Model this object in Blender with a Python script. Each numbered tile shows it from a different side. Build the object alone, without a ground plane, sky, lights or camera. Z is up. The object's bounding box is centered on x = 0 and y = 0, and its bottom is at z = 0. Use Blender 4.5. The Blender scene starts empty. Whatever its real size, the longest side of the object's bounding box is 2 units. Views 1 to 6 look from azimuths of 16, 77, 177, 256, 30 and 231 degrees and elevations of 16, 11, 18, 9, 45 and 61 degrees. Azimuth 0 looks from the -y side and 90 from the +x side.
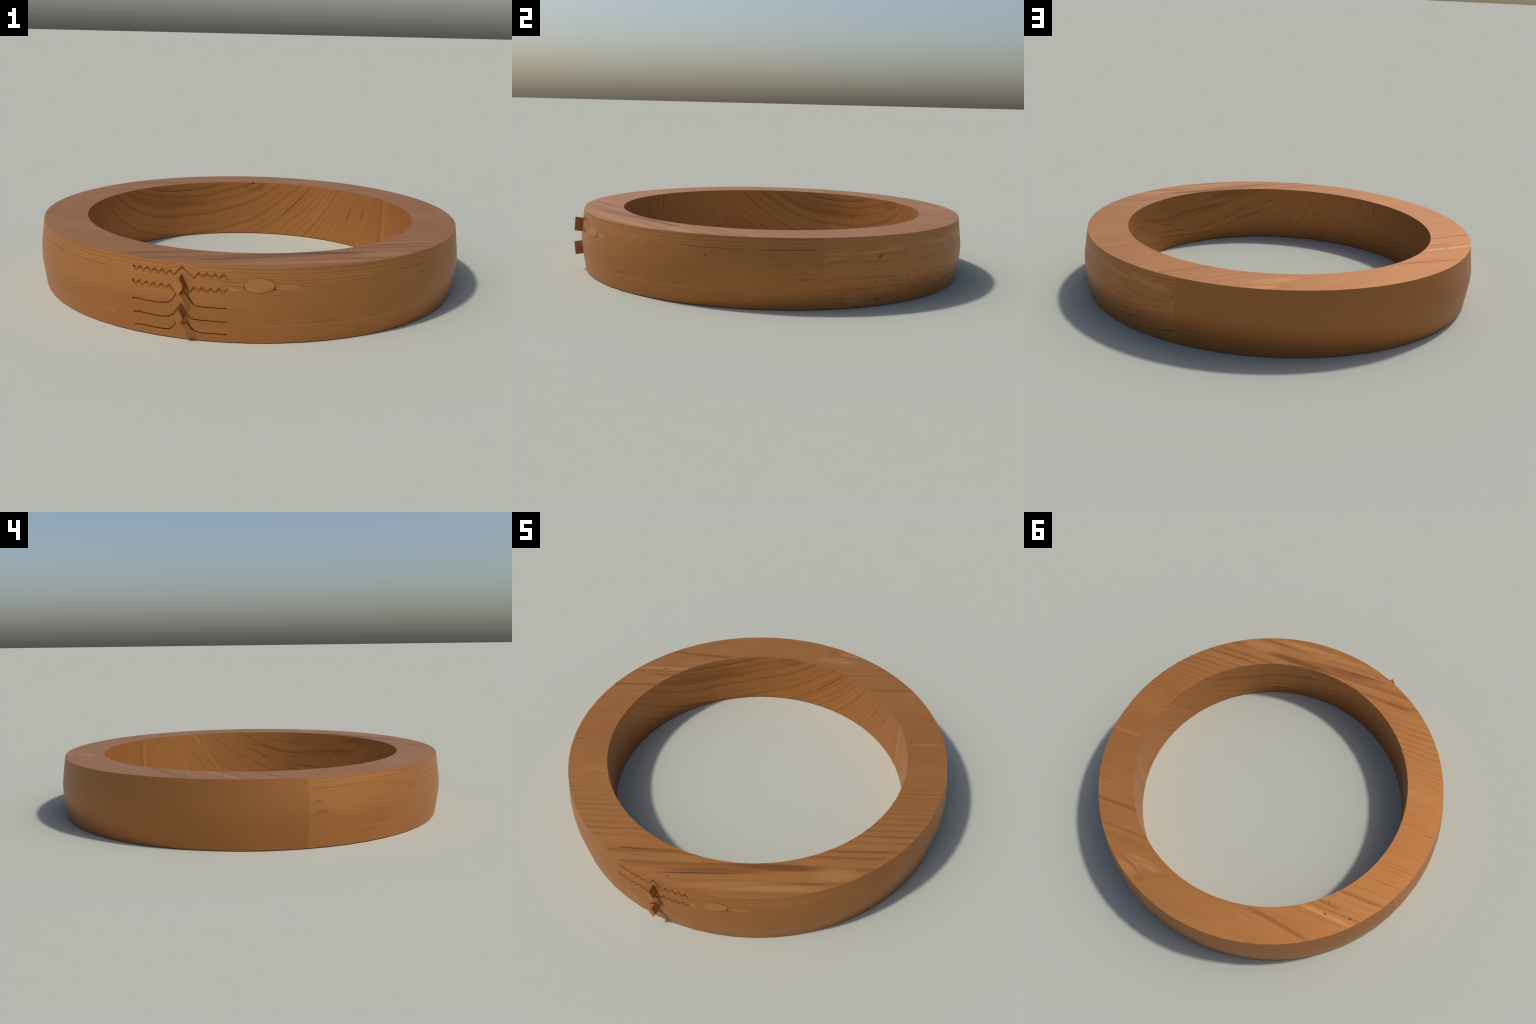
"""Turned wooden ring (bangle shaped) with a carved front: two diamond studs,
two zigzag grooves, three curved grooves and an oval inlaid plug."""
import bpy, bmesh, math
from mathutils import Vector

# ------------------------------------------------------------------ sizes
CY, KY = 0.0179, 0.982          # ring centre in y, squash of the ellipse in y
H = 0.3031                      # height
R_IN = 0.7835                   # inner radius (x)
SEG = 64                        # facets round the ring
STEP = 360.0 / SEG
PROFILE = [(0.00, .9826), (0.20, .9912), (0.40, .9991), (0.50, 1.0000),
           (0.60, .9991), (0.80, .9910), (1.00, .9828)]   # barrel profile
DEPTH = 0.0080                  # depth of the carved grooves
STUD_OUT = 0.0375               # how far the studs stand out


def radius(z):
    t = min(max(z / H, 0.0), 1.0)
    for (a, ra), (b, rb) in zip(PROFILE, PROFILE[1:]):
        if t <= b:
            return ra + (rb - ra) * (t - a) / (b - a)
    return PROFILE[-1][1]


def slope(z):
    """smooth dr/dz of the barrel"""
    return (radius(z + .03) - radius(z - .03)) / (min(z + .03, H) - max(z - .03, 0.0))


def on_ellipse(phi, r, z):
    """phi in degrees: 0 faces -y, 90 faces +x"""
    a = math.radians(phi)
    return Vector((r * math.sin(a), CY - KY * r * math.cos(a), z))


def facet_point(phi, z, off=0.0):
    """point on the 64-sided wall, lifted by off along the outward normal"""
    i = math.floor(phi / STEP)
    t = phi / STEP - i
    r = radius(z)
    p = on_ellipse(i * STEP, r, z).lerp(on_ellipse((i + 1) * STEP, r, z), t)
    return p + wall_normal(phi, z) * off


def wall_normal(phi, z):
    a = math.radians(phi)
    n = Vector((math.sin(a), -math.cos(a) / KY, 0)).normalized()
    n.z = -slope(z)
    return n.normalized()


def phi_of(p):
    return math.degrees(math.atan2(p.x, -(p.y - CY) / KY))


# ------------------------------------------------------------------ node helpers
class Nodes:
    def __init__(self, name):
        self.mat = bpy.data.materials.new(name)
        self.mat.use_nodes = True
        self.t = self.mat.node_tree
        self.t.nodes.clear()
        self.out = self.t.nodes.new("ShaderNodeOutputMaterial")
        self.bsdf = self.t.nodes.new("ShaderNodeBsdfPrincipled")
        self.t.links.new(self.bsdf.outputs[0], self.out.inputs[0])
        co = self.t.nodes.new("ShaderNodeTexCoord")
        sep = self.t.nodes.new("ShaderNodeSeparateXYZ")
        self.t.links.new(co.outputs["Object"], sep.inputs[0])
        self.x, self.y, self.z = sep.outputs

    def put(self, sock, v):
        if isinstance(v, (int, float)):
            sock.default_value = v
        elif isinstance(v, (tuple, list)):
            sock.default_value = tuple(v) + ((1.0,) if len(v) == 3 and len(sock.default_value) == 4 else ())
        else:
            self.t.links.new(v, sock)

    def m(self, op, a, b=None, c=None, clamp=False):
        n = self.t.nodes.new("ShaderNodeMath")
        n.operation, n.use_clamp = op, clamp
        for s, v in zip(n.inputs, (a, b, c)):
            if v is not None:
                self.put(s, v)
        return n.outputs[0]

    def add(self, a, b): return self.m("ADD", a, b)
    def sub(self, a, b): return self.m("SUBTRACT", a, b)
    def mul(self, a, b): return self.m("MULTIPLY", a, b)
    def mad(self, a, b, c): return self.m("MULTIPLY_ADD", a, b, c)
    def inv(self, a): return self.m("SUBTRACT", 1.0, a)
    def most(self, a, b): return self.m("MAXIMUM", a, b)

    def remap(self, v, a, b, c=0.0, d=1.0, smooth=True):
        n = self.t.nodes.new("ShaderNodeMapRange")
        n.interpolation_type = "SMOOTHSTEP" if smooth else "LINEAR"
        for s, val in zip(n.inputs, (v, a, b, c, d)):
            self.put(s, val)
        return n.outputs[0]

    def xyz(self, a, b, c=0.0):
        n = self.t.nodes.new("ShaderNodeCombineXYZ")
        for s, v in zip(n.inputs, (a, b, c)):
            self.put(s, v)
        return n.outputs[0]

    def noise(self, a, b, c=0.0, scale=1.0, detail=2.0, rough=.5):
        n = self.t.nodes.new("ShaderNodeTexNoise")
        n.inputs["Scale"].default_value = scale
        n.inputs["Detail"].default_value = detail
        n.inputs["Roughness"].default_value = rough
        self.t.links.new(self.xyz(a, b, c), n.inputs["Vector"])
        return n.outputs[0]

    def signed(self, *a, **k):
        return self.mad(self.noise(*a, **k), 2.0, -1.0)

    def rnd(self, v):
        n = self.t.nodes.new("ShaderNodeTexWhiteNoise")
        n.noise_dimensions = "1D"
        self.put(n.inputs["W"], v)
        return n.outputs[0]

    def curve(self, v, pts, lo, hi, top):
        """smooth curve through (x, y) points, x from lo to hi, y from 0 to top"""
        n = self.t.nodes.new("ShaderNodeFloatCurve")
        c = n.mapping.curves[0]
        P = [((x - lo) / (hi - lo), y / top) for x, y in pts]
        while len(c.points) < len(P):
            c.points.new(.5, .5)
        for q, p in zip(c.points, P):
            q.location = p
            q.handle_type = "AUTO_CLAMPED"
        n.mapping.update()
        self.put(n.inputs["Value"], self.remap(v, lo, hi, smooth=False))
        return self.mul(n.outputs[0], top)

    def mix(self, f, a, b, mode="MIX"):
        n = self.t.nodes.new("ShaderNodeMix")
        n.data_type, n.blend_type = "RGBA", mode
        self.put(n.inputs[0], f)
        self.put(n.inputs[6], a)
        self.put(n.inputs[7], b)
        return n.outputs[2]

    def rings(self, phase, lo=.55, hi=.93, vary=.6):
        """late-wood lines: darken slowly, end sharply; each ring has its own strength"""
        f = self.m("FRACT", phase)
        k = self.rnd(self.m("FLOOR", phase))
        d = self.mul(self.remap(f, lo, hi), self.inv(self.remap(f, .95, 1.0)))
        return self.mul(d, self.mad(k, vary, 1.0 - vary))

    def streak(self, u, v, u0, v0, u1, v1, w, fade=.25):
        """thin line from (u0, v0) to (u1, v1), half width w, tapering at both ends"""
        t = self.remap(u, u0, u1, smooth=False)
        tt = self.m("DIVIDE", self.sub(u, u0), u1 - u0)
        d = self.m("ABSOLUTE", self.sub(v, self.mad(t, v1 - v0, v0)))
        side = self.inv(self.remap(d, w * .25, w))
        ends = self.mul(self.remap(tt, -.02, fade), self.inv(self.remap(tt, 1 - fade, 1.02)))
        return self.mul(side, ends)

    def spot(self, u, v, u0, v0, a, b, soft=.2):
        """elliptic spot with half sizes a, b"""
        e = self.add(self.m("POWER", self.m("ABSOLUTE", self.m("DIVIDE", self.sub(u, u0), a)), 2.0),
                     self.m("POWER", self.m("ABSOLUTE", self.m("DIVIDE", self.sub(v, v0), b)), 2.0))
        return self.inv(self.remap(e, soft, 1.0))

    def gather(self, masks):
        r = masks[0]
        for q in masks[1:]:
            r = self.most(r, q)
        return r

    def finish(self, colour, rough, bump=None, strength=.1):
        self.put(self.bsdf.inputs["Base Color"], colour)
        self.put(self.bsdf.inputs["Roughness"], rough)
        self.bsdf.inputs["Specular IOR Level"].default_value = SPEC
        self.bsdf.inputs["Metallic"].default_value = METAL
        if bump is not None:
            b = self.t.nodes.new("ShaderNodeBump")
            b.inputs["Strength"].default_value = strength
            b.inputs["Distance"].default_value = .002
            self.put(b.inputs["Height"], bump)
            self.t.links.new(b.outputs[0], self.bsdf.inputs["Normal"])
        return self.mat

    def angle(self):
        """degrees round the ring, -180..180, 0 at the carved front"""
        return self.m("DEGREES", self.m("ARCTAN2", self.x, self.m("DIVIDE", self.sub(CY, self.y), KY)))


# ------------------------------------------------------------------ colours (linear)
SPEC, METAL = .4, 0.6
ROUGH = .46
WOOD = (.438, .180, .049)
WOOD_LIGHT = (.505, .220, .066)
WOOD_DARK = (.230, .080, .017)
WOOD_RED = (.425, .160, .043)
LATE = (.215, .074, .015)
CRACK = (.035, .016, .008)


def wood_colour(n, late, along, across, seed, late_amount=.6, base=WOOD, light=WOOD_LIGHT, red=WOOD_RED):
    """tone drifts and fibres, then late-wood lines"""
    drift = n.noise(n.mul(along, 1.6), n.mul(across, 9.0), seed, scale=1.0, detail=3.0)
    fibre = n.noise(n.mul(along, 7.0), n.mul(across, 260.0), seed + 3.1, scale=1.0, detail=2.0)
    blot = n.noise(n.mul(along, 3.0), n.mul(across, 5.0), seed + 7.7, scale=1.0, detail=3.0)
    c = n.mix(n.remap(drift, .45, .75, 0, .5), base, light)
    c = n.mix(n.remap(blot, .45, .72, 0, .7), c, red)
    c = n.mix(n.remap(fibre, .40, .75, 0, .16), c, WOOD_DARK)
    c = n.mix(n.mul(late, late_amount), c, LATE)
    return c, fibre


def rim_material():
    """flat faces: straight grain running 25.5 degrees off the x axis"""
    n = Nodes("rim_wood")
    a = math.radians(25.5)
    q = n.add(n.mul(n.x, math.cos(a)), n.mul(n.y, math.sin(a)))
    p = n.sub(n.mul(n.y, math.cos(a)), n.mul(n.x, math.sin(a)))
    p = n.add(p, n.mul(n.signed(n.mul(q, 1.3), n.mul(p, 1.5), 2.0, detail=1.0), .012))
    p = n.add(p, n.mul(n.signed(n.mul(q, 7.0), n.mul(p, 9.0), 5.0, detail=2.0), .0022))
    # ring number as a function of the distance across the grain: dense in the middle
    lines = [(-1.05, 0), (-.90, 1.0), (-.845, 2.0), (-.755, 3.0), (-.695, 4.0), (-.660, 5.0), (-.601, 6.0), (-.565, 7.0),
             (-.529, 8.0), (-.488, 9.0), (-.42, 11.0), (-.335, 14.0), (-.21, 20.0), (-.05, 32.0), (.04, 40.0), (.16, 49.0),
             (.265, 54.0), (.31, 56.0), (.36, 58.0), (.41, 60.0), (.456, 62.0), (.512, 63.0), (.552, 64.0), (.602, 65.0),
             (.637, 66.0), (.70, 67.0), (.80, 68.0), (.95, 69.0), (1.05, 70.0)]
    ph = n.curve(p, lines, -1.05, 1.05, 70.0)
    late = n.rings(ph, .45, .93, .75)
    mid = n.mul(n.remap(p, -.50, -.36), n.inv(n.remap(p, .44, .56)))
    patch = n.remap(n.noise(n.mul(q, 2.2), n.mul(p, 16.0), 6.0, detail=2.0), .34, .60, .50, 1.0)
    late = n.mul(n.mul(late, n.mad(mid, -.18, 1.0)), patch)
    # the back has broad, plain figure; lines there are faint
    far = n.remap(p, .66, .74)
    late = n.mul(late, n.mad(far, -.65, 1.0))
    c, fibre = wood_colour(n, late, q, p, 1.0, .62)
    s = lambda *k, **o: n.streak(q, p, *k, **o)
    broad = n.gather([s(-.62, -.683, -.25, -.700, .014), s(-.30, -.700, .05, -.735, .020), s(.36, -.668, .76, -.660, .012),
                      s(-.66, .608, -.45, .592, .010), s(-.86, .512, -.57, .509, .010), s(-.60, .830, -.15, .770, .016),
                      s(-.25, -.905, .25, -.862, .012), s(-.2, -.885, .46, -.850, .010)])
    c = n.mix(n.mul(broad, .55), c, LATE)
    plume = n.most(n.spot(q, p, .17, -.772, .25, .026, .1), n.mul(n.spot(q, p, -.12, -.800, .30, .022, .1), .8))
    c = n.mix(n.mul(plume, .60), c, (.155, .058, .019))
    pale = n.gather([s(-.75, .668, -.40, .655, .016), n.mul(s(.80, .062, 1.0, .066, .014), .55), n.mul(n.spot(q, p, .05, -.885, .38, .035, .0), .8),
                     n.mul(n.spot(q, p, .42, -.80, .14, .05, .0), .7), n.mul(s(-.34, .87, -.05, .80, .012, fade=.5), .25)])
    c = n.mix(n.mul(pale, .55), c, (.62, .295, .098))
    # faint swirl in the far rim: a pale feathered tongue with a soft grey-brown edge
    wv = n.mul(n.signed(n.mul(q, 16.0), n.mul(p, 26.0), 1.0, detail=3.0), .010)
    kq, kp = n.add(q, wv), n.add(p, wv)
    k = lambda *a, **o: n.streak(kq, kp, *a, **o)
    feather = n.noise(n.mul(q, 9.0), n.mul(p, 70.0), 4.0, detail=3.0)
    pale2 = n.gather([n.mul(n.spot(kq, kp, .455, .770, .150, .040, .0), n.remap(feather, .30, .65)), n.mul(n.spot(kq, kp, .50, .815, .10, .045, .0), .65),
                      n.mul(n.spot(kq, kp, .36, .775, .09, .030, .0), n.remap(feather, .40, .65))])
    c = n.mix(n.mul(pale2, .60), c, (.62, .295, .100))
    edge = n.gather([k(.375, .838, .60, .752, .016, fade=.45), n.mul(k(.384, .838, .50, .790, .012, fade=.3), .8), n.mul(n.spot(kq, kp, .405, .848, .040, .022, .0), .6)])
    c = n.mix(n.mul(edge, .45), c, (.21, .088, .030))
    dark = n.gather([s(-.47, -.824, .06, -.811, .0032, fade=.4), s(-.45, -.820, -.05, -.812, .0055, fade=.5),
                     n.spot(q, p, -.577, .656, .014, .0055), n.spot(q, p, -.706, .630, .014, .0055), n.spot(q, p, -.575, .588, .008, .004),
                     n.mul(s(-.97, .037, -.905, .036, .003), .8), n.mul(s(.55, -.705, .66, -.690, .003), .6),
                     n.mul(s(-.62, -.684, -.42, -.694, .004), .7), n.mul(s(-.55, -.722, -.42, -.726, .003), .5),
                     n.mul(n.spot(q, p, -.33, -.838, .014, .006), .5), n.mul(s(-.78, -.478, -.62, -.465, .002), .5)])
    c = n.mix(n.mul(dark, .72), c, (.060, .024, .009))
    return n.finish(c, n.mad(fibre, .10, ROUGH - .05), fibre, .06)


def inner_material():
    """bore: nested U-shaped rings that crowd into vertical lines at two places"""
    n = Nodes("bore_wood")
    ang = n.angle()
    ang = n.add(ang, n.mul(n.signed(n.mul(ang, .06), n.mul(n.z, 6.0), 0.0, detail=2.0), .8))
    full = n.m("FLOORED_MODULO", ang, 360.0)
    back_pts = [(126, 3.2), (131, 2.0), (137, 1.40), (143, 1.07), (149, .85), (154, .69), (159.2, .56), (164.3, .455), (169.5, .366), (173.5, .308),
                (178, .250), (182.5, .198), (188.9, .13), (196, .072), (200.3, .052), (207, .027), (215, .006), (223, 0), (231, .004),
                (239, .022), (249, .07), (258, .146), (263, .203), (271.4, .302), (278, .43), (285, .68), (293, 1.10), (302, 1.8), (315, 3.2)]
    front_pts = [(-56, 3.2), (-48, 2.2), (-40, 1.45), (-31.1, .83), (-24.5, .665), (-20.4, .55), (-13.8, .40), (-6.8, .26), (-2.2, .196),
                 (6.4, .13), (17.3, .078), (27, .03), (36.8, .003), (46, 0), (51.7, .002), (62.8, .021), (77.4, .111), (90.7, .225),
                 (95, .29), (100.3, .38), (106.7, .5), (113, .72), (120, 1.05), (131, 2.0), (136, 3.2)]
    gb = n.curve(full, back_pts, 126, 315, 3.2)
    gf = n.curve(ang, front_pts, -56, 136, 3.2)
    front = n.mul(n.m("GREATER_THAN", ang, -48.5), n.m("LESS_THAN", ang, 131.0))
    g = n.add(n.mul(gf, front), n.mul(gb, n.inv(front)))
    c0 = n.sub(n.z, g)
    raw = n.add(c0, n.mul(n.signed(n.mul(ang, .25), 0.0, 7.0, detail=2.0), .004))
    c0 = n.add(c0, n.mul(n.signed(n.mul(ang, .05), n.mul(c0, 4.0), n.mul(front, 5.0), detail=2.0), .012))
    ph_b = n.add(n.m("DIVIDE", c0, -.0545), 20.0)
    ph_f = n.add(n.m("DIVIDE", c0, -.068), 20.35)
    ph = n.add(n.mul(ph_f, front), n.mul(ph_b, n.inv(front)))
    ph = n.add(ph, n.mul(n.signed(c0, n.mul(front, 9.0), 0.0, scale=9.0, detail=0.0), .35))
    late = n.rings(ph, .66, .93, .6)
    fine = n.rings(n.add(n.mul(ph, 3.0), .3), .4, .9, .8)
    crowd = n.remap(g, .35, 1.2)
    late = n.most(n.mul(late, n.mad(front, -.35, 1.0)), n.mul(n.mul(fine, crowd), .55))
    c, fibre = wood_colour(n, late, n.mul(ang, .015), c0, 11.0, .56)
    u = n.mul(ang, .01365)
    uf = n.mul(full, .01365)
    deg = .01365
    sb = lambda a, b, d, e, w, **o: n.streak(full, n.z, a, b, d, e, w, **o)
    sf = lambda a, b, d, e, w, **o: n.streak(ang, n.z, a, b, d, e, w, **o)
    # broad brown flame and knot on the far wall
    flame = n.gather([n.streak(full, raw, 207, .196, 262, .190, .030, fade=.35), n.mul(n.streak(full, raw, 214, .168, 258, .164, .008, fade=.3), .9), n.mul(n.streak(full, raw, 210, .232, 250, .240, .012, fade=.4), .8)])
    c = n.mix(n.mul(flame, .42), c, (.230, .076, .014))
    knot = n.sub(n.spot(full, n.z, 194.6, .282, 5.5, .040, .3), n.mul(n.spot(full, n.z, 195.2, .290, 3.2, .022, .2), .7))
    c = n.mix(n.m("MULTIPLY", knot, .38, clamp=True), c, (.215, .076, .016))
    # brown bands on the near wall
    bands = n.gather([sf(21, .225, 60, .172, .014, fade=.4), n.mul(sf(48, .150, 84, .262, .014, fade=.4), .6), n.mul(sf(14, .285, 32, .268, .020), .8),
                      n.mul(sf(30, .050, 66, .056, .010), .6), n.mul(sf(5, .165, 20, .118, .012), .7)])
    c = n.mix(n.mul(bands, .45), c, (.200, .070, .018))
    pale = n.gather([n.mul(n.spot(full, n.z, 226.6, .110, 1.0, .018), .5), n.mul(n.spot(full, n.z, 233.5, .235, 1.2, .012), .4),
                     sf(95, .19, 104, .31, .020), n.mul(sf(88, .02, 97.5, .20, .022), .9), n.mul(sf(-17, .295, -6, .02, .030), .45),
                     n.mul(n.spot(ang, n.z, 71.2, .215, .8, .010), .9)])
    c = n.mix(n.mul(pale, .40), c, (.56, .265, .088))
    seam = n.mul(n.remap(ang, 127.6, 130.4), n.m("LESS_THAN", n.add(ang, n.mul(n.signed(n.mul(n.z, 20.0), 0.0, 2.0), .25)), 131.3))
    c = n.mix(n.mul(seam, .36), c, (.56, .255, .078))
    dusk = n.mul(n.inv(n.remap(ang, 131.3, 139.0)), n.m("GREATER_THAN", ang, 131.3))
    c = n.mix(n.mul(dusk, .20), c, (.250, .092, .020))
    dark = n.gather([n.streak(full, raw, 205, .268, 246, .259, .0030, fade=.3),
                     n.mul(n.streak(full, raw, 168.5, -.062, 184, -.088, .0060, fade=.2), .9), n.mul(n.streak(full, raw, 182, -.087, 196, -.078, .0040), .7),
                     sf(149.8, .215, 152.4, .122, .009), n.mul(sf(143.1, .22, 144.5, .155, .013), .8), n.mul(sf(168, .163, 171.3, .175, .003), .6),
                     n.spot(full, n.z, 194.8, .299, .8, .006), n.mul(n.spot(ang, n.z, 122.1, .285, .25, .03), .7),
                     sf(25, .220, 36, .188, .0026), sf(10, .302, 21, .249, .0024), sf(24, .114, 41, .070, .0026), sf(9.5, .203, 25, .113, .0026),
                     sf(-1, .245, 8, .200, .0022), sf(39.5, .052, 62, .084, .0030, fade=.3), n.mul(sf(41.8, .086, 57, .109, .0024), .9),
                     sf(66, .136, 78.2, .221, .0022), n.mul(sf(69.2, .165, 69.9, .140, .010), .7), n.mul(sf(49.7, .135, 59.5, .164, .0024), .8),
                     sf(98.3, .225, 100.2, .277, .006), n.mul(sf(96.8, .198, 98.0, .226, .006), .8), n.mul(n.spot(ang, n.z, -47.4, .26, .22, .06), .8),
                     n.mul(n.spot(full, n.z, 217, .170, 2.2, .004), .7)])
    c = n.mix(n.mul(dark, .75), c, (.045, .019, .008))
    return n.finish(c, n.mad(fibre, .10, ROUGH - .05), fibre, .05)


def grained_material():
    """outer wall with long level lines, open at the upper edge and fine below"""
    n = Nodes("grained_wood")
    ang = n.angle()
    u = n.mul(ang, .0172)
    z = n.z
    z = n.add(z, n.mul(n.signed(n.mul(u, 1.3), n.mul(z, 2.0), 3.0, detail=1.0), .007))
    z = n.add(z, n.mul(n.signed(n.mul(u, 14.0), n.mul(z, 30.0), 3.0, detail=1.0), .0007))
    # grain swerves round the plug and follows the carved teeth
    plug = n.spot(ang, n.z, 18.15, .2335, 9.0, .060, .0)
    z = n.sub(z, n.mul(n.mul(plug, n.m("SINE", n.mul(n.sub(n.z, .2335), 45.0))), .008))
    tooth = n.m("PINGPONG", n.add(ang, 11.25), .9375)
    tooth = n.mul(n.sub(tooth, .469), .0090)
    here = n.mul(n.mul(n.remap(ang, -11.4, -11.0), n.inv(n.remap(ang, 11.0, 11.4))),
                 n.mul(n.remap(n.z, .150, .205), n.inv(n.remap(n.z, .262, .292))))
    centre = n.mul(n.remap(ang, -1.6, -.4), n.inv(n.remap(ang, 2.4, 3.6)))
    z = n.add(z, n.mul(n.mul(tooth, here), n.inv(centre)))
    hump = n.mul(n.mul(n.inv(n.remap(n.m("ABSOLUTE", n.sub(ang, .94)), .0, 3.4, smooth=False)), .016), n.remap(n.z, .20, .25))
    z = n.sub(z, hump)
    lines = [(-.02, 0), (.03, 4), (.075, 8), (.12, 15), (.16, 21), (.195, 26), (.215, 29), (.231, 31), (.242, 32), (.254, 33), (.266, 34), (.281, 35), (.297, 36), (.33, 38)]
    ph = n.curve(z, lines, -.02, .33, 38.0)
    late = n.rings(ph, .48, .88, .65)
    amount = n.remap(n.z, .09, .20, .28, .95)
    late = n.mul(late, amount)
    fine = n.mul(n.rings(n.mul(ph, 2.6), .3, .85, .8), n.inv(n.remap(n.z, .20, .26)))
    late = n.most(late, n.mul(fine, .34))
    c, fibre = wood_colour(n, late, u, z, 21.0, .58)
    s = lambda *k, **o: n.streak(ang, n.z, *k, **o)
    wob = n.add(n.z, n.mul(n.signed(n.mul(u, 25.0), 0.0, 1.0, detail=2.0), .0022))
    w = lambda *k, **o: n.streak(ang, wob, *k, **o)
    pale = n.gather([s(14, .075, 45, .0695, .0022), s(22, .070, 70, .076, .0022), n.mul(s(-88, .072, -60, .070, .004), .5), n.mul(s(-60, .086, -42, .094, .0018), .8),
                     n.mul(n.spot(ang, n.z, -17.3, .063, .9, .0045), 1.0), n.mul(n.spot(ang, n.z, -19.5, .072, 3.0, .007, .0), .5),
                     n.mul(n.spot(ang, n.z, 24.5, .225, 3.6, .012, .0), .7), n.mul(n.spot(ang, n.z, 13.0, .217, 2.2, .008, .0), .8),
                     n.mul(s(20.6, .148, 23, .188, .004), .3), n.mul(n.spot(ang, n.z, 26.5, .285, 1.2, .006), .4), n.mul(n.spot(ang, n.z, 35.5, .290, 1.2, .007), .35),
                     n.mul(n.spot(ang, n.z, -4.0, .190, 5.0, .006, .0), .25), n.mul(s(-88, .275, -62, .292, .014), .35), n.mul(n.spot(ang, n.z, -92, .17, 26.0, .40, .0), .28)])
    c = n.mix(n.mul(pale, .55), c, (.60, .280, .088))
    smudge = n.gather([n.mul(s(29.5, .082, 37.5, .092, .0075, fade=.45), .55), s(82, .157, 86.6, .156, .004), s(83, .131, 88, .131, .006), n.mul(n.spot(ang, n.z, -87.5, .202, 1.0, .006), .9),
                       n.mul(n.spot(ang, n.z, -86.5, .158, 2.0, .009), 1.0), n.mul(s(-40, .080, -30, .095, .012), .35), n.mul(n.spot(ang, n.z, -88.0, .145, 1.5, .007), .5),
                       n.mul(n.spot(ang, n.z, 67, .063, 1.2, .003), .6), n.mul(s(70, .080, 90, .079, .003), .5), n.mul(n.spot(ang, n.z, 11.0, .246, 3.0, .005), .4)])
    c = n.mix(n.mul(smudge, .50), c, (.150, .062, .019))
    c = n.mix(n.mul(n.spot(ang, n.z, -86.8, .1585, .55, .0028), .8), c, (.40, .20, .10))
    # crack outline of the plug, with tails along the grain
    pa = n.add(ang, n.mul(n.signed(n.mul(u, 40.0), n.mul(n.z, 40.0), 2.0, detail=2.0), .10))
    ring = n.sub(n.spot(pa, n.z, 18.20, .2327, 3.66, .0295, .87), n.spot(pa, n.z, 18.15, .2335, 3.30, .0262, .90))
    dark = n.gather([n.m("MULTIPLY", ring, .95, clamp=True), n.spot(ang, n.z, 21.25, .2190, .75, .0042), n.mul(s(20.8, .2195, 23.4, .2185, .0026, fade=.5), .6), n.mul(s(12.2, .2208, 15.4, .2198, .0026, fade=.6), .6),
                     s(-48, .2545, -34, .2515, .0016), s(-36, .2515, -13.5, .2478, .0012, fade=.5), n.mul(s(-90.5, .257, -70, .262, .0018), .6), s(71, .2485, 91, .2545, .0017, fade=.4), n.mul(s(50, .253, 75, .249, .0016), .6),
                     n.spot(ang, n.z, 61.05, .2175, .35, .0035), n.mul(s(61.0, .2175, 61.8, .209, .0028), .7), n.mul(n.spot(ang, n.z, 77.3, .2265, .5, .003), .6),
                     n.mul(s(-57.6, .2165, -54.6, .2205, .0018), .8), n.spot(ang, n.z, -56.2, .2150, .22, .0055), n.mul(s(-57.8, .2075, -57.4, .213, .003), .5), n.mul(s(-55.4, .2075, -54.9, .213, .003), .5),
                     n.mul(s(-6, .0525, .3, .0485, .0011), .7), n.mul(n.spot(ang, n.z, 70.5, .044, .5, .0016), .7)])
    c = n.mix(n.mul(dark, .80), c, (.040, .020, .010))
    return n.finish(c, n.mad(fibre, .10, ROUGH - .05), fibre, .05)


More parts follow.
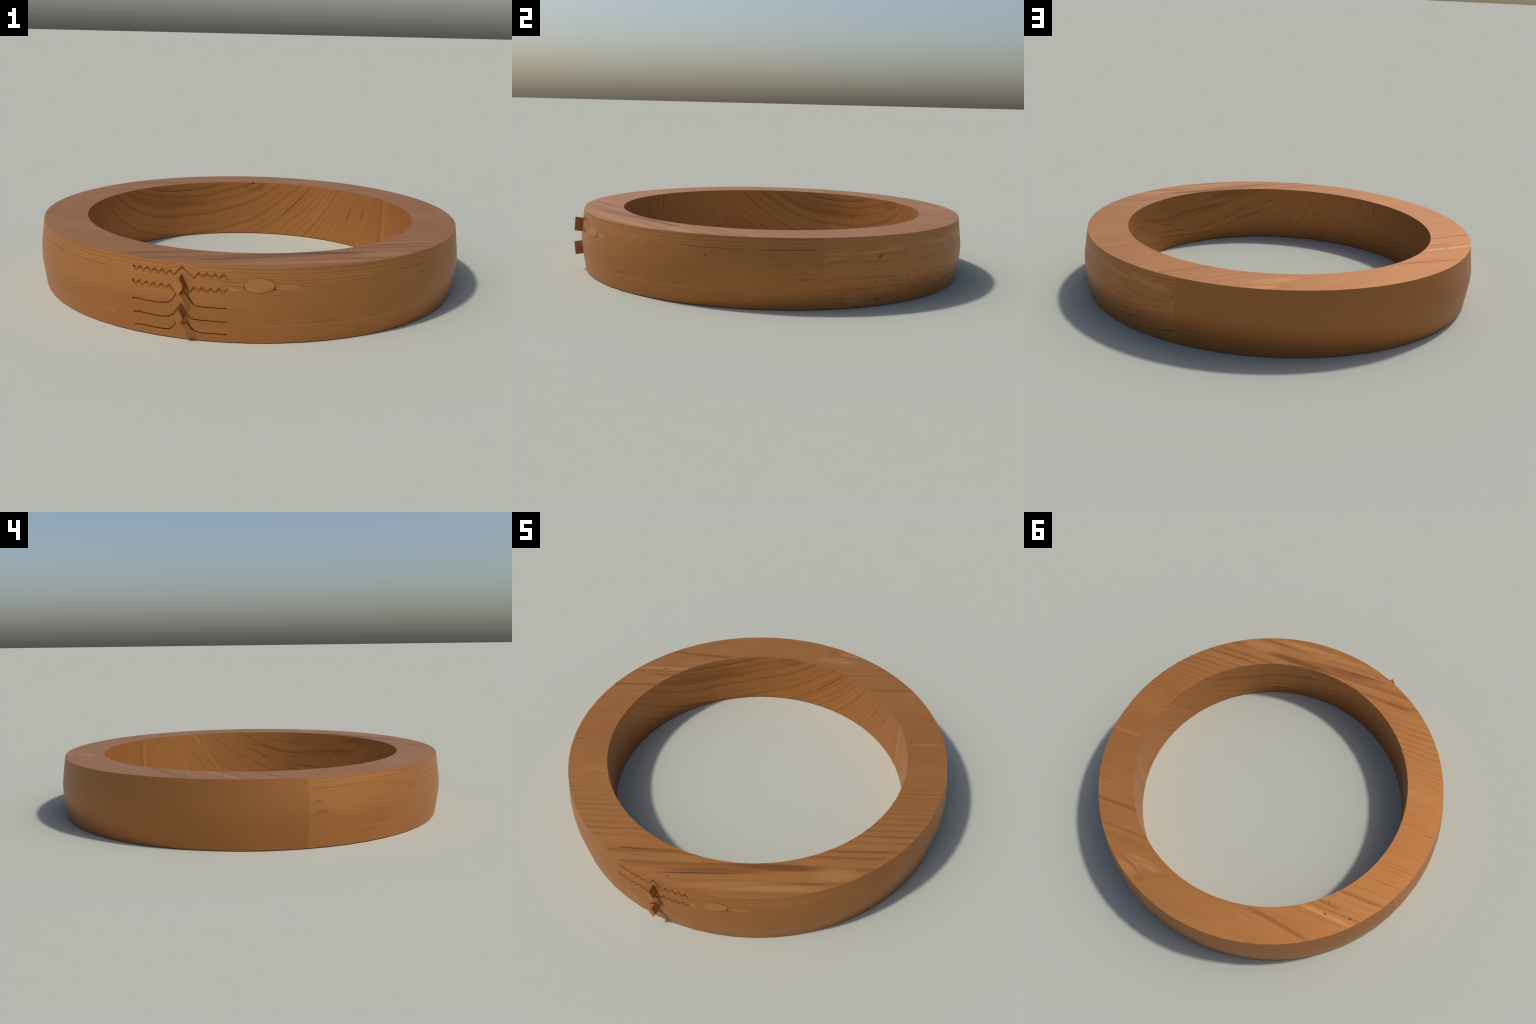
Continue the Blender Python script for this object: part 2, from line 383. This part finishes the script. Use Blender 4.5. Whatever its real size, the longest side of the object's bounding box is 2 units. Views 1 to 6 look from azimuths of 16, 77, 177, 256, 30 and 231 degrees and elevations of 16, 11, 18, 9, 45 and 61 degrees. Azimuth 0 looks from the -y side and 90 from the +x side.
def knotty_material():
    """outer wall piece with wandering lines, specks and pale patches"""
    n = Nodes("knotty_wood")
    ang = n.angle()
    u = n.mul(ang, .0172)
    fall = n.curve(ang, [(88, .10), (104, .10), (114, .088), (122, .062), (130, .030), (138, .034), (146, .052), (153, .080)], 88, 153, .12)
    up = n.inv(n.remap(n.z, .20, .29, 0, .65))
    c0 = n.sub(n.z, n.mul(n.sub(fall, .10), up))
    c0 = n.add(c0, n.mul(n.signed(n.mul(u, 5.0), n.mul(n.z, 7.0), 1.0, detail=2.0), .016))
    ph = n.curve(c0, [(-.05, 0), (.05, 2), (.088, 3), (.134, 4), (.168, 5), (.203, 6), (.232, 7), (.248, 8), (.262, 9), (.274, 10), (.285, 11), (.36, 16)], -.05, .36, 16.0)
    late = n.mul(n.rings(ph, .68, .95, .5), n.remap(n.noise(n.mul(u, 6.0), n.mul(n.z, 8.0), 3.0), .30, .60, .25, .9))
    c, fibre = wood_colour(n, late, u, c0, 31.0, .55, base=(.452, .188, .054))
    s = lambda *k, **o: n.streak(ang, n.z, *k, **o)
    pale = n.gather([s(97, .229, 114, .247, .012), n.mul(n.spot(ang, n.z, 98.6, .036, 3.5, .028, .0), .9), n.mul(n.spot(ang, n.z, 107.5, .068, 5.0, .022, .0), .8),
                     n.mul(n.spot(ang, n.z, 116.5, .118, 7.0, .020, .0), .6), n.mul(s(135, .262, 152, .236, .022), .9), n.mul(s(118, .262, 140, .240, .020), .5),
                     n.mul(n.spot(ang, n.z, 94, .235, 5.0, .030, .0), .5), n.mul(s(93.8, .085, 94.3, .055, .02), .4), n.mul(n.spot(ang, n.z, 132, .20, 6.0, .018, .0), .5)])
    c = n.mix(n.mul(pale, n.mad(n.noise(n.mul(u, 30.0), n.mul(n.z, 60.0), 2.0), .5, .22)), c, (.58, .29, .110))
    brown = n.gather([s(91, .200, 98, .208, .006), s(118.5, .180, 128, .203, .007), n.mul(s(126, .204, 152, .176, .010), .6), n.mul(s(128, .090, 152, .118, .022), .45),
                      n.mul(s(120, .100, 131, .015, .010), .6), n.mul(n.spot(ang, n.z, 105.4, .029, 1.8, .012), .8)])
    c = n.mix(n.mul(brown, .32), c, (.170, .066, .019))
    dark = n.gather([n.spot(ang, n.z, 91.7, .118, .30, .0045), n.spot(n.sub(ang, n.mul(n.sub(n.z, .217), 60.0)), n.z, 105.6, .217, .55, .0075), n.mul(n.spot(ang, n.z, 113.5, .238, .35, .005), .7),
                     n.mul(n.spot(ang, n.z, 104.3, .109, .35, .008), .8), n.spot(ang, n.z, 116.9, .138, .28, .004), n.mul(n.spot(ang, n.z, 114.8, .121, .30, .005), .9),
                     n.mul(n.spot(ang, n.z, 105.3, .030, .7, .006), .7), s(130.5, .060, 139.5, .069, .0022), s(138.4, .084, 143.2, .086, .0020), n.mul(s(143.2, .066, 147.8, .0615, .0018), .8),
                     n.mul(s(144.6, .072, 145.3, .052, .006), .5), s(148.6, .054, 151.9, .060, .0032), n.spot(ang, n.z, 151.0, .212, .7, .0030), n.mul(s(139, .063, 142, .066, .0018), .6),
                     n.mul(s(128.6, .078, 131, .081, .0016), .7)])
    c = n.mix(n.mul(dark, .78), c, (.045, .019, .008))
    return n.finish(c, n.mad(fibre, .10, ROUGH - .05), fibre, .05)


def plain_material():
    """outer wall piece without visible grain"""
    n = Nodes("plain_wood")
    drift = n.noise(n.mul(n.angle(), .03), n.mul(n.z, 3.0), 1.0, detail=1.0)
    c = n.mix(drift, (.384, .152, .041), (.396, .158, .043))
    return n.finish(c, ROUGH)


def groove_material():
    n = Nodes("cut_wood")
    f = n.noise(n.mul(n.x, 30.0), n.mul(n.y, 30.0), n.mul(n.z, 200.0), detail=2.0)
    c = n.mix(f, (.420, .165, .046), (.500, .205, .056))
    return n.finish(c, .55)


def stud_material():
    n = Nodes("stud_end_wood")
    f = n.noise(n.mul(n.x, 260.0), n.mul(n.y, 20.0), n.mul(n.z, 14.0), detail=2.0)
    c = n.mix(n.remap(f, .3, .7), (.400, .160, .044), (.480, .205, .060))
    return n.finish(c, ROUGH)


def stud_side_material():
    n = Nodes("stud_side_wood")
    d = n.m("SQRT", n.add(n.m("POWER", n.mul(n.sub(n.y, -.955), 1.0), 2.0), n.m("POWER", n.mul(n.sub(n.m("PINGPONG", n.sub(n.z, .04), .0615), .02), 1.0), 2.0)))
    late = n.rings(n.mul(n.add(d, n.mul(n.signed(n.mul(n.y, 40.0), n.mul(n.z, 40.0), 0.0), .004)), 110.0), .4, .9, .5)
    c = n.mix(n.mul(late, .35), (.350, .130, .034), (.210, .072, .018))
    return n.finish(c, .55)


def plug_material():
    n = Nodes("plug_wood")
    ang = n.angle()
    u = n.mul(ang, .0172)
    v = n.sub(n.z, n.mul(n.sub(u, .31), .22))
    v = n.add(v, n.mul(n.signed(n.mul(u, 18.0), n.mul(n.z, 20.0), 3.0), .0022))
    late = n.mul(n.rings(n.mul(v, 150.0), .5, .88, .9), .8)
    c, fibre = wood_colour(n, n.mul(late, n.inv(n.remap(n.z, .235, .262, 0, .8))), u, v, 41.0, .45, base=(.500, .215, .064))
    return n.finish(c, ROUGH, fibre, .04)


# ------------------------------------------------------------------ geometry
def mesh_object(name, verts, faces, mat):
    me = bpy.data.meshes.new(name)
    me.from_pydata([tuple(v) for v in verts], [], faces)
    me.materials.append(mat) if mat else None
    me.update()
    ob = bpy.data.objects.new(name, me)
    bpy.context.scene.collection.objects.link(ob)
    return ob


def ring_blank():
    """closed 64-sided ring: barrel outside, straight bore"""
    zs = [t * H for t, _ in PROFILE]
    rows = [(radius(z), z) for z in zs] + [(R_IN, H), (R_IN, 0.0)]
    n = len(rows)
    verts = [on_ellipse(i * STEP, r, z) for i in range(SEG) for r, z in rows]
    faces = []
    for i in range(SEG):
        j = (i + 1) % SEG
        for k in range(n):
            l = (k + 1) % n
            faces.append((i * n + k, j * n + k, j * n + l, i * n + l))
    return mesh_object("ring_blank", verts, faces, None)


# grooves as (angle, upper edge, lower edge); the pattern grid is 11.25 / 12 degrees
G = 0.9375


def grid(k):
    return min(-11.25 + k * G, 11.2) if k else -11.2


def zigzag(peaks, valleys, peak, valley, special, ends):
    pts = {grid(k): peak for k in peaks} | {grid(k): valley for k in valleys} | {grid(k): v for k, v in special.items()}
    pts |= ends
    return [(a, *pts[a]) for a in sorted(pts)]


ZIG_HIGH = zigzag(range(0, 12, 2), range(1, 11, 2), (.2760, .2665), (.2632, .2503),
                  {11: (.2590, .2500), 13: (.2940, .2842), 16: (.2515, .2458), **{k: (.2760, .2655) for k in (17, 19, 21, 23)},
                   **{k: (.2622, .2500) for k in (18, 20, 22)}, 24: (.2600, .2500)}, {})
ZIG_LOW = zigzag(range(0, 12, 2), range(1, 11, 2), (.2210, .2098), (.2070, .1953),
                 {11: (.2000, .1885), 13: (.2645, .2515), 15: (.1992, .1872), **{k: (.2210, .2095) for k in (16, 18, 20, 22)},
                  **{k: (.2070, .1950) for k in (17, 19, 21, 23)}, 24: (.2200, .2095)}, {})
CURVE_HIGH = [(-11.2, .1450, .1380), (-9.7, .1478, .1388), (-7.4, .1442, .1384), (-5.0, .1436, .1380), (-3.2, .1470, .1395), (-1.95, .1537, .1440),
              (-.97, .1655, .1565), (-.55, .1810, .1700), (-.10, .2000, .1880), (.9375, .1875, .1755), (2.0, .2000, .1880), (2.73, .1790, .1660),
              (3.3, .1640, .1530), (3.95, .1490, .1412), (5.6, .1436, .1388), (8.35, .1436, .1385), (11.2, .1436, .1386)]
CURVE_MIDDLE = [(-11.2, .0882, .0814), (-9.4, .0915, .0838), (-6.8, .0880, .0825), (-4.4, .0860, .0815), (-2.85, .0888, .0824), (-1.8, .0949, .0872),
                (-.95, .1060, .0955), (.10, .1320, .1156), (.9375, .1514, .1400), (2.87, .0950, .0862), (4.0, .0889, .0838), (7.25, .0872, .0829), (11.2, .0868, .0821)]
CURVE_LOW = [(-11.2, .0322, .0273), (-9.5, .0355, .0285), (-6.3, .0345, .0279), (-3.9, .0332, .0277), (-2.66, .0355, .0284), (-1.85, .0418, .0333),
             (-1.1, .0533, .0447), (-.55, .0718, .0610), (-.10, .0830, .0700), (.9375, .0700, .0577), (2.0, .0830, .0700), (2.92, .0581, .0452),
             (3.89, .0393, .0328), (4.98, .0344, .0288), (8.25, .0350, .0296), (11.2, .0338, .0288)]
GROOVES = [("zigzag_groove", ZIG_HIGH), ("zigzag_groove", ZIG_LOW), ("curved_groove", CURVE_HIGH), ("curved_groove", CURVE_MIDDLE), ("curved_groove", CURVE_LOW)]


def groove_cutters():
    verts, faces = [], []
    for _, pts in GROOVES:
        base = len(verts)
        for a, up, lo in pts:
            verts += [facet_point(a, up, .02), facet_point(a, lo, .02), facet_point(a, lo, -DEPTH), facet_point(a, up, -DEPTH)]
        m = len(pts)
        for i in range(m - 1):
            b, c = base + 4 * i, base + 4 * i + 4
            for k in range(4):
                l = (k + 1) % 4
                faces.append((b + k, b + l, c + l, c + k))
        faces.append((base, base + 3, base + 2, base + 1))
        e = base + 4 * (m - 1)
        faces.append((e, e + 1, e + 2, e + 3))
    ob = mesh_object("groove_cutter", verts, faces, None)
    bm = bmesh.new()
    bm.from_mesh(ob.data)
    bmesh.ops.triangulate(bm, faces=bm.faces)
    bmesh.ops.recalc_face_normals(bm, faces=bm.faces)
    bm.to_mesh(ob.data)
    bm.free()
    return ob


def groove_at(p):
    """which groove a carved face belongs to"""
    a = phi_of(p)
    best = None
    for i, (_, pts) in enumerate(GROOVES):
        for (a0, u0, l0), (a1, u1, l1) in zip(pts, pts[1:]):
            t = min(max((a - a0) / (a1 - a0), 0), 1)
            off = abs(a - (a0 + (a1 - a0) * t))
            up, lo = u0 + (u1 - u0) * t, l0 + (l1 - l0) * t
            d = max(p.z - up, lo - p.z, 0) + off
            if best is None or d < best[0]:
                best = (d, i)
    return best[1]


def build_ring(root):
    blank, cutter = ring_blank(), groove_cutters()
    bm = bmesh.new()
    bm.from_mesh(blank.data)
    bmesh.ops.recalc_face_normals(bm, faces=bm.faces)
    bm.to_mesh(blank.data)
    bm.free()
    mod = blank.modifiers.new("carve", "BOOLEAN")
    mod.operation, mod.solver, mod.object = "DIFFERENCE", "EXACT", cutter
    deps = bpy.context.evaluated_depsgraph_get()
    me = bpy.data.meshes.new_from_object(blank.evaluated_get(deps))
    bpy.data.objects.remove(blank)
    bpy.data.objects.remove(cutter)

    regions = {}
    for f in me.polygons:
        c = f.center
        a = phi_of(c)
        rr = math.hypot(c.x, (c.y - CY) / KY)
        if rr < R_IN + .003:
            key = ("inner_wall", 0)
        elif f.normal.z > .9 and c.z > H - 1e-4:
            key = ("rim_face", 0)
        elif f.normal.z < -.9 and c.z < 1e-4:
            key = ("rim_face", 1)
        else:
            deep = (facet_point(a, c.z) - c).dot(wall_normal(a, c.z))
            if deep > 6e-4 and abs(a) < 12 and f.area < .05:
                g = groove_at(c)
                key = (GROOVES[g][0], g)
            elif -90 <= a < 90:
                key = ("grained_panel", 0)
            elif 90 <= a < 151.87:
                key = ("knotty_panel", 0)
            else:
                key = ("plain_panel", 0)
        regions.setdefault(key, []).append(f)

    mats = {"inner_wall": inner_material(), "rim_face": rim_material(), "grained_panel": grained_material(), "knotty_panel": knotty_material(),
            "plain_panel": plain_material()}
    cut = groove_material()
    for key in sorted(regions):
        name, _ = key
        index, verts, faces, normals = {}, [], [], []
        for f in regions[key]:
            ids = []
            for v in f.vertices:
                if v not in index:
                    index[v] = len(verts)
                    verts.append(me.vertices[v].co.copy())
                ids.append(index[v])
                p = me.vertices[v].co
                a = phi_of(p)
                if name.endswith("panel"):
                    normals.append(wall_normal(a, p.z))
                elif name == "inner_wall":
                    w = wall_normal(a, H / 2)
                    normals.append(Vector((-w.x, -w.y, 0)).normalized())
                else:
                    normals.append(f.normal.copy())
            faces.append(ids)
        ob = mesh_object(name, verts, faces, mats.get(name, cut))
        ob.data.polygons.foreach_set("use_smooth", [True] * len(faces))
        ob.data.normals_split_custom_set([tuple(n) for n in normals])
        ob.parent = root


def build_studs(root):
    """diamond prisms standing along the wall normal; side corners slightly blunt"""
    end, side = stud_material(), stud_side_material()
    a0, half_a, blunt = .9375, .93, .0060
    for zc, half_z in ((.2188, .0343), (.1048, .0338)):
        outline = [(a0, half_z), (a0 + half_a, blunt), (a0 + half_a, -blunt), (a0, -half_z), (a0 - half_a, -blunt), (a0 - half_a, blunt)]
        n0 = wall_normal(a0, zc)
        low = [facet_point(a, zc + dz, -.014) for a, dz in outline]
        high = []
        for a, dz in outline:
            p = facet_point(a, zc + dz)
            tip = .0022 * max(dz if zc > H / 2 else -dz, 0) / half_z      # outer corners reach a little further
            high.append(p + n0 * (STUD_OUT + tip))
        m = len(outline)
        faces = [tuple(range(m, 2 * m))] + [(i, (i + 1) % m, m + (i + 1) % m, m + i) for i in range(m)] + [tuple(reversed(range(m)))]
        ob = mesh_object("diamond_stud", low + high, faces, end)
        ob.data.materials.append(side)
        bm = bmesh.new()
        bm.from_mesh(ob.data)
        bmesh.ops.recalc_face_normals(bm, faces=bm.faces)
        for f in bm.faces:
            f.material_index = 0 if f.index == 0 else 1
        bm.to_mesh(ob.data)
        bm.free()
        ob.parent = root


def build_plug(root):
    """oval inlay, a hair proud of the wall, let into it by a few millimetres"""
    a0, z0, ha, hz, rings, sides = 18.15, .2332, 3.36, .0266, 8, 72
    verts, faces, normals = [facet_point(a0, z0, .0008)], [], []
    spots = [(a0, z0)]
    for k in range(1, rings + 1):
        for i in range(sides):
            t = 2 * math.pi * i / sides
            wob = 1 + .012 * math.sin(3 * t + 1) + .008 * math.sin(7 * t)
            a, z = a0 + ha * wob * k / rings * math.cos(t), z0 + hz * wob * k / rings * math.sin(t)
            verts.append(facet_point(a, z, .0008))
            spots.append((a, z))
    for i in range(sides):
        j = (i + 1) % sides
        faces.append((0, 1 + i, 1 + j))
        for k in range(rings - 1):
            b = 1 + k * sides
            faces.append((b + i, b + sides + i, b + sides + j, b + j))
    rim = 1 + (rings - 1) * sides
    floor = len(verts)
    for i in range(sides):
        a, z = spots[rim + i]
        verts.append(facet_point(a, z, -.004))
        spots.append((a, z))
    for i in range(sides):
        j = (i + 1) % sides
        faces.append((rim + i, floor + i, floor + j, rim + j))
    faces.append(tuple(floor + i for i in reversed(range(sides))))
    ob = mesh_object("oval_plug", verts, faces, plug_material())
    for f in faces:
        for v in f:
            normals.append(tuple(wall_normal(*spots[v])))
    ob.data.polygons.foreach_set("use_smooth", [True] * len(faces))
    ob.data.normals_split_custom_set(normals)
    ob.parent = root


def main():
    root = bpy.data.objects.new("wooden_ring", None)
    bpy.context.scene.collection.objects.link(root)
    root["label"] = "flat turned wooden ring with carved zigzags and two diamond studs"
    root["category"] = "wooden ring"
    build_ring(root)
    build_studs(root)
    build_plug(root)


main()
